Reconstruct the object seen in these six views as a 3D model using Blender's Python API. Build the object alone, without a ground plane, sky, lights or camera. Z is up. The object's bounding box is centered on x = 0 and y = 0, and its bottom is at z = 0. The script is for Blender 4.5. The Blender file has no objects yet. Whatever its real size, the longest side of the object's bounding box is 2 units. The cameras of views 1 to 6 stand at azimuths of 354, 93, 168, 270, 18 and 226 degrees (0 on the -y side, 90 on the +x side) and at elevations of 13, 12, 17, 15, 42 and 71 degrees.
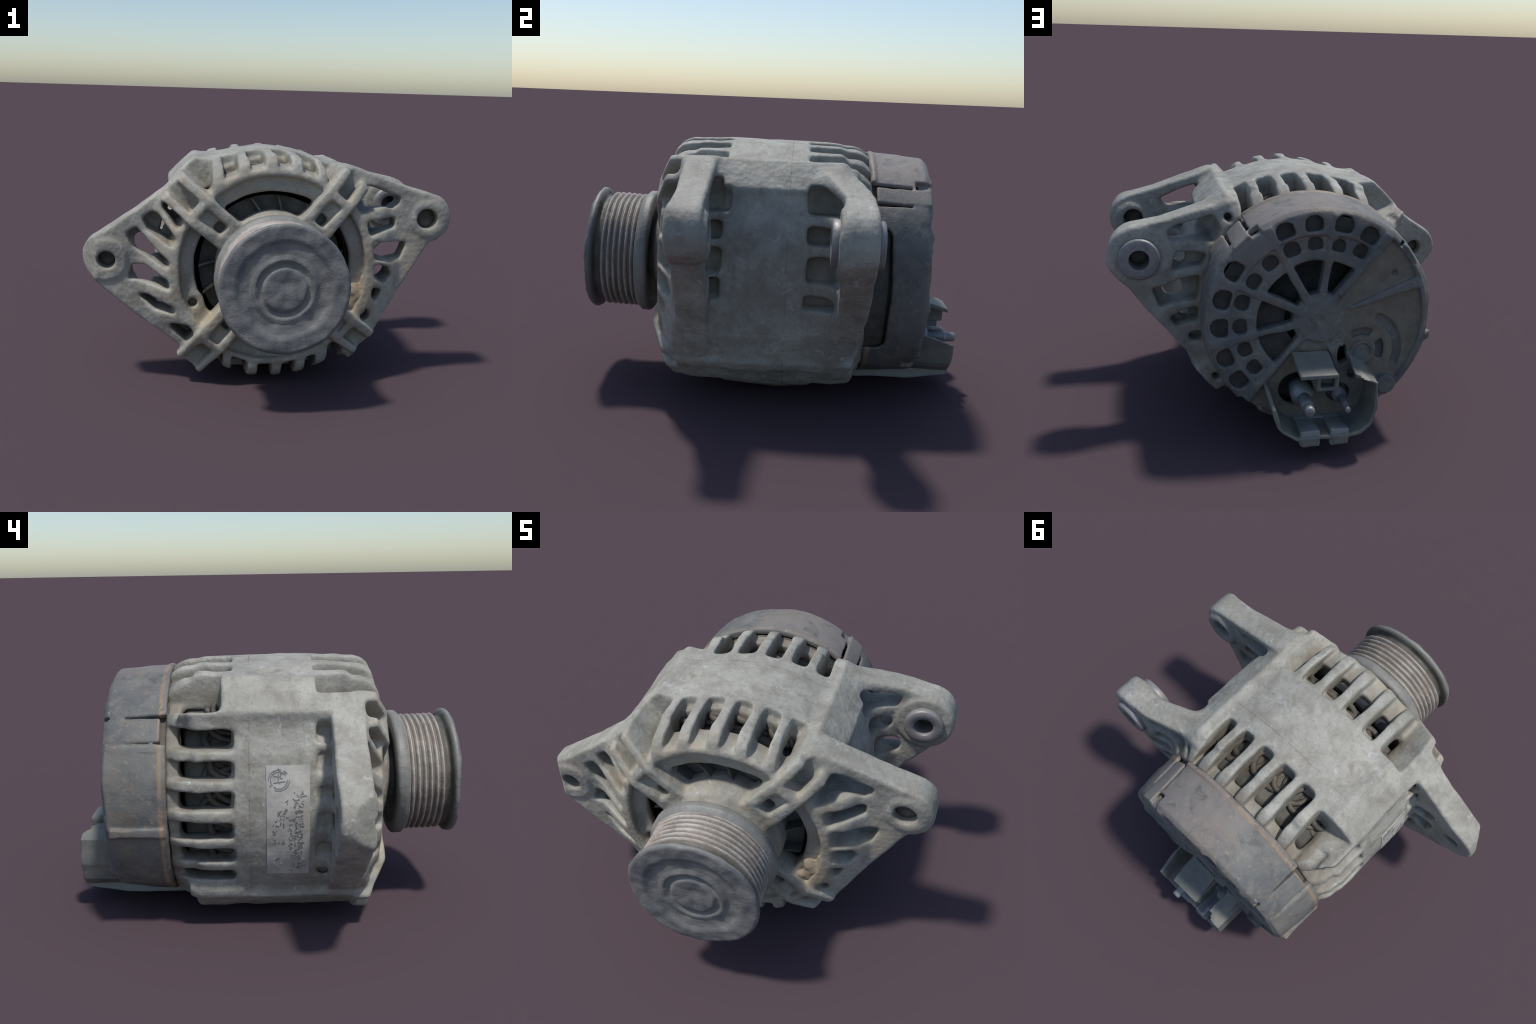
"""Weathered car alternator: cast alloy brackets with cooling fins and drilled mounting lugs,
six-groove belt pulley, black plastic rear cover with terminal shroud.

The castings are described as signed distance solids (prisms, revolved profiles, cylinders that are
added to or cut from one another with soft fillets) and then skinned with a surface net."""
import bpy, bmesh, math
import numpy as np
from mathutils import Matrix, Vector

RNG = np.random.default_rng(11)
CX, CZ = 0.005, 0.637            # machine axis, parallel to y
FRONT = (0.006, 0.648)           # centre of the drive-end face (the front bracket sits a touch high)
sin, cos, pi = math.sin, math.cos, math.pi
F32 = np.float32


# ------------------------------------------------------------------ signed distance modelling
def poly_dist(px, pz, pts):
    """signed distance from points to a closed polygon"""
    d = np.full(np.broadcast(px, pz).shape, 1e9, F32)
    s = np.ones_like(d)
    n = len(pts)
    for i in range(n):
        ax, az = pts[i]
        bx, bz = pts[i - 1]
        ex, ez = bx - ax, bz - az
        wx, wz = px - ax, pz - az
        t = np.clip((wx * ex + wz * ez) / (ex * ex + ez * ez + 1e-12), 0, 1)
        d = np.minimum(d, (wx - ex * t) ** 2 + (wz - ez * t) ** 2)
        c1, c2, c3 = pz >= az, pz < bz, ex * wz > ez * wx
        flip = (c1 & c2 & c3) | (~c1 & ~c2 & ~c3)
        s = np.where(flip, -s, s)
    return (s * np.sqrt(d)).astype(F32)


def smooth_min(a, b, k):
    if k <= 0:
        return np.minimum(a, b)
    h = np.maximum(k - np.abs(a - b), 0) / k
    return np.minimum(a, b) - h * h * k * 0.25


def extrude(d2, dy, r):
    d2, dy = d2 + r, dy + r
    return np.minimum(np.maximum(d2, dy), 0) + np.sqrt(np.maximum(d2, 0) ** 2 + np.maximum(dy, 0) ** 2) - r


def wedge(x, z, a0, a1):
    """distance to an angular sector (degrees, below 180 wide) about the machine axis"""
    a0, a1 = math.radians(a0), math.radians(a1)
    return np.maximum(x * sin(a0) - z * cos(a0), -x * sin(a1) + z * cos(a1))


def inset(pts, d):
    """move every edge of a polygon inwards by d"""
    p = np.array(pts, float)
    if np.sum(p[:, 0] * np.roll(p[:, 1], -1) - p[:, 1] * np.roll(p[:, 0], -1)) < 0:
        p = p[::-1]
    e = np.roll(p, -1, 0) - p
    e /= np.linalg.norm(e, axis=1)[:, None]
    n = np.stack([-e[:, 1], e[:, 0]], 1)
    out = []
    for i in range(len(p)):
        m = n[i - 1] + n[i]
        out.append(tuple(p[i] + m * d / max(0.35, 1 + float(n[i - 1] @ n[i]))))
    return out


class Solid:
    def __init__(self, lo, hi, h):
        self.lo, self.h = np.array(lo, float), h
        self.n = np.ceil((np.array(hi) - self.lo) / h).astype(int) + 1
        self.f = np.full(self.n, 0.5, F32)
        self.ax = [(self.lo[i] + h * np.arange(self.n[i])).astype(F32) for i in range(3)]

    def window(self, lo, hi):
        a = np.clip(np.floor((np.array(lo) - self.lo) / self.h).astype(int), 0, self.n)
        b = np.clip(np.ceil((np.array(hi) - self.lo) / self.h).astype(int) + 1, 0, self.n)
        s = tuple(slice(int(i), int(j)) for i, j in zip(a, b))
        x, y, z = (self.ax[i][s[i]] for i in range(3))
        return s, x[:, None, None], y[None, :, None], z[None, None, :]

    def apply(self, op, dist, lo, hi, k):
        m = k + 7 * self.h
        s, x, y, z = self.window(np.array(lo) - m, np.array(hi) + m)
        if 0 in self.f[s].shape:
            return
        d = dist(x, y, z)
        if op == "add":
            self.f[s] = smooth_min(self.f[s], d, k)
        else:
            self.f[s] = -smooth_min(-self.f[s], d, k)

    def prism(self, op, pts, y0, y1, r=0.01, k=0.0, inside=None, shear=None, draft=0.0, fillet=0.0):
        """polygon in the xz plane drawn along y; draft widens it towards y0"""
        p = np.array(pts)
        if fillet:          # inset every edge, then grow back round
            pts = inset(pts, fillet)
        e = abs(draft) * (y1 - y0)
        lo, hi = (p[:, 0].min() - e, y0, p[:, 1].min() - e), (p[:, 0].max() + e, y1, p[:, 1].max() + e)
        if shear:
            v = [shear(np.array(q)) for q in p[:, 0]]
            lo, hi = (lo[0], y0 + min(v), lo[2]), (hi[0], y1 + max(v), hi[2])

        def dist(x, y, z):
            d2 = poly_dist(x, z, pts) - fillet
            yy = y - (shear(x) if shear else 0)
            if draft:
                d2 = d2 + draft * (yy - (y0 + y1) / 2)
            d = extrude(d2, np.abs(yy - (y0 + y1) / 2) - (y1 - y0) / 2, r)
            return d if inside is None else np.maximum(d, inside(x, y, z))
        self.apply(op, dist, lo, hi, k)

    def rod(self, op, c, rad, y0, y1, r=0.005, k=0.0, rad1=None):
        rm = max(rad, rad1 or 0)

        def dist(x, y, z):
            q = rad if rad1 is None else rad + (rad1 - rad) * np.clip((y - y0) / (y1 - y0), 0, 1)
            return extrude(np.hypot(x - c[0], z - c[1]) - q, np.abs(y - (y0 + y1) / 2) - (y1 - y0) / 2, r)
        self.apply(op, dist, (c[0] - rm, y0, c[1] - rm), (c[0] + rm, y1, c[1] + rm), k)

    def revolve(self, op, prof, k=0.0, sector=None, c=(CX, CZ), inside=None):
        """closed (radius, y) profile turned about the machine axis, optionally only over a sector"""
        prof = [(a, b) for a, b in prof]
        rm = max(a for a, b in prof)
        y0, y1 = min(b for a, b in prof), max(b for a, b in prof)

        def dist(x, y, z):
            rr = np.hypot(x - c[0], z - c[1])
            step = self.h * 0.5
            tab = poly_dist((np.arange(int(rr.max() / step) + 3) * step)[:, None].astype(F32), y[0, :, 0][None, :],
                            ([(-a, b) for a, b in prof[::-1] if a > 0] if min(a for a, b in prof) <= 0 else []) + prof)
            i = rr[:, 0, :] / step
            j = i.astype(int)
            w = (i - j)[:, None, :].astype(F32)
            t = np.transpose(tab[j], (0, 2, 1)) * (1 - w) + np.transpose(tab[j + 1], (0, 2, 1)) * w
            if sector:
                t = np.maximum(t, wedge(x - c[0], z - c[1], *sector))
            return t if inside is None else np.maximum(t, inside(x, y, z))
        self.apply(op, dist, (c[0] - rm, y0, c[1] - rm), (c[0] + rm, y1, c[1] + rm), k)

    def box(self, op, lo, hi, r=0.008, k=0.0):
        def dist(x, y, z):
            q = [np.abs(v - (a + b) / 2) - (b - a) / 2 + r for v, a, b in zip((x, y, z), lo, hi)]
            m = [np.maximum(v, 0) for v in q]
            return np.sqrt(m[0] ** 2 + m[1] ** 2 + m[2] ** 2) + np.minimum(np.maximum(np.maximum(q[0], q[1]), q[2]), 0) - r
        self.apply(op, dist, lo, hi, k)

    def roughen(self, cell, amp, seed):
        """add smooth random lumps of the given size"""
        g = np.random.default_rng(seed)
        m = [int((self.n[i] * self.h) / cell) + 4 for i in range(3)]
        v = g.normal(0, 1, m).astype(F32)
        for i in range(3):
            t = np.arange(self.n[i]) * self.h / cell + 1
            j = t.astype(int)
            u = t - j
            w = np.zeros((self.n[i], v.shape[i]), F32)
            for o, b in zip(range(-1, 3), ((1 - u) ** 3 / 6, (3 * u ** 3 - 6 * u ** 2 + 4) / 6, (-3 * u ** 3 + 3 * u ** 2 + 3 * u + 1) / 6, u ** 3 / 6)):
                w[np.arange(self.n[i]), np.clip(j + o, 0, v.shape[i] - 1)] += b
            v = np.moveaxis(np.tensordot(w, v, axes=(1, i)), 0, i)
        self.f += (amp * 2.2) * v.astype(F32)

    def soften(self, passes):
        """round every edge off a little, as sand casting does"""
        f = np.clip(self.f, -5 * self.h, 5 * self.h)
        for _ in range(passes):
            for a in range(3):
                g = f.copy()
                lo, mid, hi = ([slice(None)] * 3 for _ in range(3))
                lo[a], mid[a], hi[a] = slice(0, -2), slice(1, -1), slice(2, None)
                g[tuple(mid)] = 0.25 * f[tuple(lo)] + 0.5 * f[tuple(mid)] + 0.25 * f[tuple(hi)]
                f = g
        self.f = f

    def skin(self, relax=2):
        """surface net: one vertex per crossed cell, one quad per crossed edge"""
        f, h = self.f, self.h
        f[[0, -1]] = 0.1
        f[:, [0, -1]] = 0.1
        f[:, :, [0, -1]] = 0.1
        n = np.array(f.shape) - 1
        neg = f < 0
        cnt = np.zeros(n, np.int8)
        for i in (0, 1):
            for j in (0, 1):
                for k in (0, 1):
                    cnt += neg[i:n[0] + i, j:n[1] + j, k:n[2] + k]
        idx = np.argwhere((cnt > 0) & (cnt < 8))
        cell = np.full(n, -1, np.int32)
        cell[tuple(idx.T)] = np.arange(len(idx))
        acc, num = np.zeros((len(idx), 3)), np.zeros(len(idx))
        corner = lambda o: f[idx[:, 0] + o[0], idx[:, 1] + o[1], idx[:, 2] + o[2]]
        for a in range(3):
            b, c = (a + 1) % 3, (a + 2) % 3
            for p in (0, 1):
                for q in (0, 1):
                    o = [0, 0, 0]
                    o[b], o[c] = p, q
                    e = list(o)
                    e[a] = 1
                    v0, v1 = corner(o), corner(e)
                    m = (v0 < 0) != (v1 < 0)
                    t = v0[m] / (v0[m] - v1[m])
                    pt = np.zeros((m.sum(), 3)) + np.array(o, float)
                    pt[:, a] = t
                    acc[m] += pt
                    num[m] += 1
        verts = self.lo + h * (idx + acc / num[:, None])
        quads = []
        for a in range(3):
            b, c = (a + 1) % 3, (a + 2) % 3
            s0, s1 = [slice(1, -1)] * 3, [slice(1, -1)] * 3
            s0[a], s1[a] = slice(0, -1), slice(1, None)
            d = neg[tuple(s0)].astype(np.int8) - neg[tuple(s1)]
            e = np.argwhere(d != 0)
            sign = d[tuple(e.T)]
            base = e.copy()
            base[:, b] += 1
            base[:, c] += 1
            ring = []
            for ob, oc in ((-1, -1), (0, -1), (0, 0), (-1, 0)):
                g = base.copy()
                g[:, b] += ob
                g[:, c] += oc
                ring.append(cell[tuple(g.T)])
            q = np.stack(ring, 1)
            q[sign < 0] = q[sign < 0][:, ::-1]
            quads.append(q)
        quads = np.concatenate(quads)
        for _ in range(relax):
            s, w = np.zeros_like(verts), np.zeros(len(verts))
            for i in range(4):
                a, b = quads[:, i], quads[:, (i + 1) % 4]
                for u, v in ((a, b), (b, a)):
                    for c in range(3):
                        s[:, c] += np.bincount(u, verts[v, c], len(verts))
                    w += np.bincount(u, minlength=len(verts))
            verts = 0.5 * verts + 0.5 * s / np.maximum(w, 1)[:, None]
        return verts, quads


def vertex_normals(v, q):
    n = np.cross(v[q[:, 2]] - v[q[:, 0]], v[q[:, 3]] - v[q[:, 1]])
    out = np.zeros_like(v)
    for i in range(4):
        for c in range(3):
            out[:, c] += np.bincount(q[:, i], n[:, c], len(v))
    return out / np.maximum(np.linalg.norm(out, axis=1), 1e-12)[:, None]


# ------------------------------------------------------------------ objects
def link(ob, parent=None):
    bpy.context.scene.collection.objects.link(ob)
    if parent:
        ob.parent = parent
    return ob


def mesh_object(name, verts, faces, mat, parent, normals=None, smooth=True):
    me = bpy.data.meshes.new(name)
    faces = np.asarray(faces) if not isinstance(faces, list) else faces
    me.from_pydata(np.asarray(verts).tolist() if isinstance(verts, np.ndarray) else verts, [], faces.tolist() if isinstance(faces, np.ndarray) else faces)
    me.polygons.foreach_set("use_smooth", [smooth] * len(me.polygons))
    me.materials.append(mat)
    me.update()
    if normals is not None:
        me.normals_split_custom_set_from_vertices(normals.tolist())
    return link(bpy.data.objects.new(name, me), parent)


def split_by_label(verts, quads, labels, table, mat, parents):
    """cut one skin into named pieces that share border vertices and normals"""
    nor = vertex_normals(verts, quads)
    made = {}
    for key, (name, par) in table.items():
        q = quads[labels == key]
        if not len(q):
            continue
        used = np.unique(q)
        remap = np.full(len(verts), -1)
        remap[used] = np.arange(len(used))
        made[key] = mesh_object(name, verts[used], remap[q], mat, made[par] if isinstance(par, int) else parents[par], nor[used])
    return made


def lathe(profile, seg=128, wob=None):
    """(radius, height) profile turned about local z"""
    vs, fs = [], []
    n = len(profile)
    for i in range(seg):
        a = 2 * pi * i / seg
        for j, (r, h) in enumerate(profile):
            dr, dh = wob(a, r, h) if wob else (0, 0)
            vs.append(((r + dr) * cos(a), (r + dr) * sin(a), h + dh))
    for i in range(seg):
        k = (i + 1) % seg
        for j in range(n - 1):
            fs.append((i * n + j, k * n + j, k * n + j + 1, i * n + j + 1))
    return vs, fs


def refine(profile, step):
    out = [profile[0]]
    for p, q in zip(profile, profile[1:]):
        m = max(1, int(math.hypot(q[0] - p[0], q[1] - p[1]) / step))
        out += [(p[0] + (q[0] - p[0]) * t / m, p[1] + (q[1] - p[1]) * t / m) for t in range(1, m + 1)]
    return out


def tube(path, rad, sides=8):
    path = np.array(path, float)
    t = np.gradient(path, axis=0)
    t /= np.linalg.norm(t, axis=1)[:, None] + 1e-9
    up = np.array([0.3, 0.9, 0.2])
    a = np.cross(t, up)
    a /= np.linalg.norm(a, axis=1)[:, None] + 1e-9
    b = np.cross(t, a)
    vs, fs = [], []
    for i, p in enumerate(path):
        for s in range(sides):
            w = 2 * pi * s / sides
            vs.append(tuple(p + rad * (cos(w) * a[i] + sin(w) * b[i])))
    for i in range(len(path) - 1):
        for s in range(sides):
            u = (s + 1) % sides
            fs.append((i * sides + s, i * sides + u, (i + 1) * sides + u, (i + 1) * sides + s))
    fs.append(tuple(range(sides))[::-1])
    fs.append(tuple((len(path) - 1) * sides + s for s in range(sides)))
    return vs, fs


def join(parts):
    vs, fs = [], []
    for v, f in parts:
        o = len(vs)
        vs += [tuple(p) for p in v]
        fs += [tuple(i + o for i in q) for q in f]
    return vs, fs


def block(lo, hi):
    x0, y0, z0 = lo
    x1, y1, z1 = hi
    v = [(x0, y0, z0), (x1, y0, z0), (x1, y1, z0), (x0, y1, z0), (x0, y0, z1), (x1, y0, z1), (x1, y1, z1), (x0, y1, z1)]
    return v, [(3, 2, 1, 0), (4, 5, 6, 7), (0, 1, 5, 4), (1, 2, 6, 5), (2, 3, 7, 6), (3, 0, 4, 7)]


def at(r, a, y=0.0):
    a = math.radians(a)
    return (CX + r * cos(a), y, CZ + r * sin(a))


def flat_at(angle, dist, half, back):
    """rectangle in xz whose outer side is a flat facing `angle`, `dist` from the axis"""
    c, s = cos(math.radians(angle)), sin(math.radians(angle))
    return [(CX + u * c - v * s, CZ + u * s + v * c) for u, v in ((back, -half), (dist, -half), (dist, half), (back, half))]


def arc(c, r, a0, a1, n):
    return [(c[0] + r * cos(math.radians(a0 + (a1 - a0) * i / (n - 1))), c[1] + r * sin(math.radians(a0 + (a1 - a0) * i / (n - 1)))) for i in range(n)]


# ------------------------------------------------------------------ materials
class Nodes:
    def __init__(self, name):
        self.mat = bpy.data.materials.new(name)
        self.mat.use_nodes = True
        self.t = self.mat.node_tree
        self.t.nodes.clear()
        out = self.new("ShaderNodeOutputMaterial")
        self.bsdf = self.new("ShaderNodeBsdfPrincipled")
        self.t.links.new(self.bsdf.outputs[0], out.inputs[0])
        self.co = self.new("ShaderNodeTexCoord").outputs["Object"]

    def new(self, kind, **kw):
        n = self.t.nodes.new(kind)
        for k, v in kw.items():
            setattr(n, k, v)
        return n

    def set(self, sock, v):
        if hasattr(v, "is_linked"):
            self.t.links.new(v, sock)
        elif v is not None:
            sock.default_value = v

    def noise(self, scale, detail=4, rough=0.6, dist=0.0, vec=None, stretch=None):
        n = self.new("ShaderNodeTexNoise")
        v = vec or self.co
        if stretch:
            m = self.new("ShaderNodeMapping")
            m.inputs["Scale"].default_value = stretch
            self.t.links.new(v, m.inputs[0])
            v = m.outputs[0]
        self.t.links.new(v, n.inputs["Vector"])
        for k, x in (("Scale", scale), ("Detail", detail), ("Roughness", rough), ("Distortion", dist)):
            n.inputs[k].default_value = x
        return n.outputs["Fac"]

    def voronoi(self, scale, feature="F1"):
        n = self.new("ShaderNodeTexVoronoi", feature=feature)
        self.t.links.new(self.co, n.inputs["Vector"])
        n.inputs["Scale"].default_value = scale
        return n.outputs["Distance"]

    def ramp(self, v, *stops):
        n = self.new("ShaderNodeValToRGB")
        self.t.links.new(v, n.inputs[0])
        e = n.color_ramp.elements
        while len(e) < len(stops):
            e.new(0.5)
        for s, (p, c) in zip(e, stops):
            s.position = p
            s.color = (c, c, c, 1) if isinstance(c, (int, float)) else (*c, 1)
        return n.outputs[0]

    def math(self, op, a, b=None, c=None):
        n = self.new("ShaderNodeMath", operation=op)
        for i, v in enumerate((a, b, c)):
            self.set(n.inputs[i], v)
        return n.outputs[0]

    def mix(self, fac, a, b, mode="MIX"):
        n = self.new("ShaderNodeMix", data_type="RGBA", blend_type=mode)
        for i, v in ((0, fac), (6, a), (7, b)):
            self.set(n.inputs[i], (*v, 1) if isinstance(v, tuple) else v)
        return n.outputs[2]

    def xyz(self):
        n = self.new("ShaderNodeSeparateXYZ")
        self.t.links.new(self.co, n.inputs[0])
        return n.outputs

    def near(self, pt, rad, wobble=None):
        """soft 0..1 mask around a point"""
        n = self.new("ShaderNodeVectorMath", operation="DISTANCE")
        self.t.links.new(self.co, n.inputs[0])
        n.inputs[1].default_value = pt
        d = n.outputs["Value"]
        if wobble is not None:
            d = self.math("ADD", d, self.math("MULTIPLY", self.math("SUBTRACT", wobble, 0.5), rad))
        return self.ramp(self.math("DIVIDE", d, rad), (0.45, 1), (1.0, 0))

    def finish(self, col, rough, bump=None, strength=0.3, dist=0.01, metallic=0.0, spec=0.3):
        self.set(self.bsdf.inputs["Base Color"], (*col, 1) if isinstance(col, tuple) else col)
        self.set(self.bsdf.inputs["Roughness"], rough)
        self.bsdf.inputs["Metallic"].default_value = metallic
        self.bsdf.inputs["Specular IOR Level"].default_value = spec
        if bump is not None:
            b = self.new("ShaderNodeBump")
            b.inputs["Strength"].default_value = strength
            b.inputs["Distance"].default_value = dist
            self.t.links.new(bump, b.inputs["Height"])
            self.t.links.new(b.outputs[0], self.bsdf.inputs["Normal"])
        return self.mat


def cast_metal():
    m = Nodes("weathered_cast_alloy")
    n1, n2, n3 = m.noise(2.6, 5, 0.6), m.noise(9, 5, 0.65, 0.4), m.noise(55, 4, 0.6)
    col = m.mix(m.ramp(n1, (0.35, 0), (0.65, 1)), (0.288, 0.283, 0.246), (0.394, 0.386, 0.338))
    col = m.mix(m.ramp(n2, (0.44, 0), (0.68, 0.9)), col, (0.225, 0.208, 0.172))
    col = m.mix(m.ramp(m.noise(5.5, 6, 0.7, 0.8), (0.52, 0), (0.68, 0.6)), col, (0.225, 0.212, 0.182))
    col = m.mix(m.ramp(n3, (0.54, 0), (0.72, 0.6)), col, (0.200, 0.188, 0.160))
    # pale scuffs
    col = m.mix(m.ramp(m.noise(22, 3, 0.5, 1.5), (0.64, 0), (0.72, 0.6)), col, (0.47, 0.48, 0.475))
    # tan road dust in the front lattice and around the right ring
    x, y, z = m.xyz()
    front = m.ramp(m.math("ADD", m.math("MULTIPLY", y, -1.0), 0.0), (0.40, 0), (0.52, 1))
    dust = m.math("MULTIPLY", front, m.ramp(m.noise(11, 5, 0.65), (0.48, 0), (0.68, 0.75)))
    col = m.mix(dust, col, (0.36, 0.30, 0.215))
    wob = m.noise(14, 4)
    for pt, rad, c, a in ((at(0.50, 343, -0.53), 0.13, (0.38, 0.31, 0.21), 0.6), (at(0.50, 8, -0.55), 0.14, (0.34, 0.29, 0.21), 0.5),
                          (at(0.57, 160, -0.48), 0.09, (0.36, 0.29, 0.20), 0.5), (at(0.42, 215, -0.5), 0.12, (0.40, 0.34, 0.23), 0.6),
                          (at(0.72, 5, -0.42), 0.15, (0.38, 0.33, 0.25), 0.6)):
        col = m.mix(m.math("MULTIPLY", m.near(pt, rad, wob), a), col, c)
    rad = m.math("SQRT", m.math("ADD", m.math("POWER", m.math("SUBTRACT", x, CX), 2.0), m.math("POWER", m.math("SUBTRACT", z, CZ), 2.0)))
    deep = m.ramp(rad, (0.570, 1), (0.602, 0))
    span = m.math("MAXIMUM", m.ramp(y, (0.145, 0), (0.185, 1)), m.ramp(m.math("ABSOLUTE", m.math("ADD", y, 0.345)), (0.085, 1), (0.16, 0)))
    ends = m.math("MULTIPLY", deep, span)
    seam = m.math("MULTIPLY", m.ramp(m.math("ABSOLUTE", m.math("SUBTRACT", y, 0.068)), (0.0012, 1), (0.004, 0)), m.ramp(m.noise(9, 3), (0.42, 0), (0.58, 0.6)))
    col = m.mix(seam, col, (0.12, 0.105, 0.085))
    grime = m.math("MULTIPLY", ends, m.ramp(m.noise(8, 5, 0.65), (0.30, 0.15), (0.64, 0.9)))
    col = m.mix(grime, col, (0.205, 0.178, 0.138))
    bump = m.math("ADD", m.math("MULTIPLY", m.voronoi(34), 0.55), m.math("MULTIPLY", m.noise(70, 5, 0.7), 0.5))
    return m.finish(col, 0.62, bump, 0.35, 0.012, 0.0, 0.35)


def plastic():
    m = Nodes("dusty_black_plastic")
    n1, n2 = m.noise(3.2, 5, 0.6), m.noise(16, 5, 0.65)
    col = m.mix(m.ramp(n1, (0.35, 0), (0.68, 1)), (0.105, 0.110, 0.111), (0.195, 0.193, 0.176))
    col = m.mix(m.ramp(n2, (0.5, 0), (0.75, 0.8)), col, (0.215, 0.198, 0.165))
    x, y, z = m.xyz()
    # rusty dust line along the front lip of the skirt
    lip = m.math("MULTIPLY", m.ramp(m.math("ABSOLUTE", m.math("SUBTRACT", y, 0.468)), (0.004, 1), (0.014, 0)), m.ramp(m.noise(7, 4), (0.32, 0), (0.52, 0.9)))
    col = m.mix(lip, col, (0.33, 0.235, 0.15))
    rust = m.math("MULTIPLY", m.ramp(m.noise(5, 6, 0.72, 1.2), (0.53, 0), (0.66, 0.7)), m.ramp(y, (0.735, 1), (0.742, 0.2)))
    col = m.mix(rust, col, (0.215, 0.170, 0.122))
    top = m.math("MULTIPLY", m.near((0.20, 0.58, 1.17), 0.40, m.noise(8, 4)), 0.45)
    col = m.mix(top, col, (0.262, 0.222, 0.200))
    col = m.mix(m.ramp(m.noise(38, 4, 0.6), (0.60, 0), (0.72, 0.7)), col, (0.31, 0.265, 0.185))
    col = m.mix(m.ramp(m.noise(9, 6, 0.7, 1.0), (0.55, 0), (0.66, 0.65)), col, (0.085, 0.088, 0.088))
    bump = m.math("ADD", m.noise(26, 5, 0.65), m.math("MULTIPLY", m.noise(120, 3), 0.25))
    return m.finish(col, 0.58, bump, 0.30, 0.012, 0.0, 0.35)


def panel_dust():
    m = Nodes("brown_dusty_plastic")
    col = m.mix(m.ramp(m.noise(18, 5, 0.7), (0.4, 0), (0.7, 1)), (0.170, 0.152, 0.122), (0.235, 0.210, 0.165))
    return m.finish(col, 0.75, m.noise(90, 4), 0.25, 0.006, 0.0, 0.2)


def pulley_steel():
    m = Nodes("worn_pulley_steel")
    x, y, z = m.xyz()
    r = m.math("SQRT", m.math("ADD", m.math("MULTIPLY", x, x), m.math("MULTIPLY", y, y)))
    n = m.noise(18, 5, 0.65)
    base = m.mix(m.ramp(m.noise(5, 5, 0.6), (0.38, 0), (0.64, 1)), (0.170, 0.171, 0.162), (0.250, 0.246, 0.220))
    base = m.mix(m.ramp(n, (0.55, 0), (0.75, 0.7)), base, (0.27, 0.25, 0.21))
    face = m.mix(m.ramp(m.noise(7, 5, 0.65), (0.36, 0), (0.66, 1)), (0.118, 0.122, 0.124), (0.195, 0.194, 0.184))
    face = m.mix(m.ramp(n, (0.60, 0), (0.78, 0.6)), face, (0.26, 0.245, 0.21))
    base = m.mix(m.ramp(z, (0.290, 0), (0.298, 1)), base, face)
    groove = m.math("MULTIPLY", m.math("GREATER_THAN", z, 0.062), m.math("LESS_THAN", z, 0.255))
    rib = m.mix(m.ramp(m.noise(16, 4, 0.6), (0.42, 0), (0.62, 1)), (0.45, 0.42, 0.39), (0.38, 0.305, 0.265))
    dirt = m.mix(n, (0.13, 0.118, 0.098), (0.215, 0.195, 0.16))
    hi = m.ramp(m.math("ADD", r, m.math("MULTIPLY", m.math("SUBTRACT", n, 0.5), 0.02)), (0.286, 0), (0.298, 1))
    col = m.mix(groove, base, m.mix(hi, dirt, rib))
    gut = m.math("MULTIPLY", m.ramp(m.math("ABSOLUTE", m.math("SUBTRACT", z, 0.258)), (0.012, 1), (0.03, 0)), m.ramp(m.noise(10, 4), (0.3, 0.4), (0.55, 1)))
    col = m.mix(gut, col, (0.085, 0.078, 0.064))
    bump = m.math("ADD", m.noise(24, 5, 0.6), m.math("MULTIPLY", m.noise(90, 3), 0.4))
    return m.finish(col, 0.5, bump, 0.4, 0.010, 0.0, 0.4)


def simple(name, a, b, scale, rough, metallic=0.0, bump=0.25):
    m = Nodes(name)
    col = m.mix(m.ramp(m.noise(scale, 5, 0.65), (0.35, 0), (0.68, 1)), a, b)
    return m.finish(col, rough, m.noise(scale * 4, 4), bump, 0.006, metallic, 0.4)


M_CAST, M_PLASTIC, M_PANEL, M_PULLEY = cast_metal(), plastic(), panel_dust(), pulley_steel()
M_STEEL = simple("dull_zinc_steel", (0.20, 0.21, 0.22), (0.33, 0.33, 0.32), 30, 0.45, 0.35)
M_SHROUD = simple("greenish_dusty_plastic", (0.135, 0.145, 0.140), (0.225, 0.215, 0.175), 9, 0.55)
M_DARK = simple("dark_iron_and_filler", (0.022, 0.023, 0.023), (0.060, 0.057, 0.050), 14, 0.7)
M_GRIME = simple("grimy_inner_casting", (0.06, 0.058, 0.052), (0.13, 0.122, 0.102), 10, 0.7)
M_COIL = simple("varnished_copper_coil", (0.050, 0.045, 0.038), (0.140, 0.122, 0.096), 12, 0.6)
M_BUSH = simple("worn_steel_bush", (0.21, 0.205, 0.205), (0.30, 0.29, 0.28), 24, 0.45, 0.2)
M_LABEL = simple("worn_foil_label", (0.33, 0.318, 0.285), (0.52, 0.505, 0.46), 9, 0.5)
M_INK = simple("faded_ink", (0.13, 0.13, 0.125), (0.27, 0.27, 0.26), 40, 0.7)
M_PAD = simple("pale_grey_plastic", (0.235, 0.255, 0.245), (0.285, 0.295, 0.28), 12, 0.55)

# ------------------------------------------------------------------ the two cast brackets
body = Solid((-1.04, -0.68, -0.035), (1.04, 0.50, 1.30), 0.0066)
R_BODY = 0.613

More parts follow.
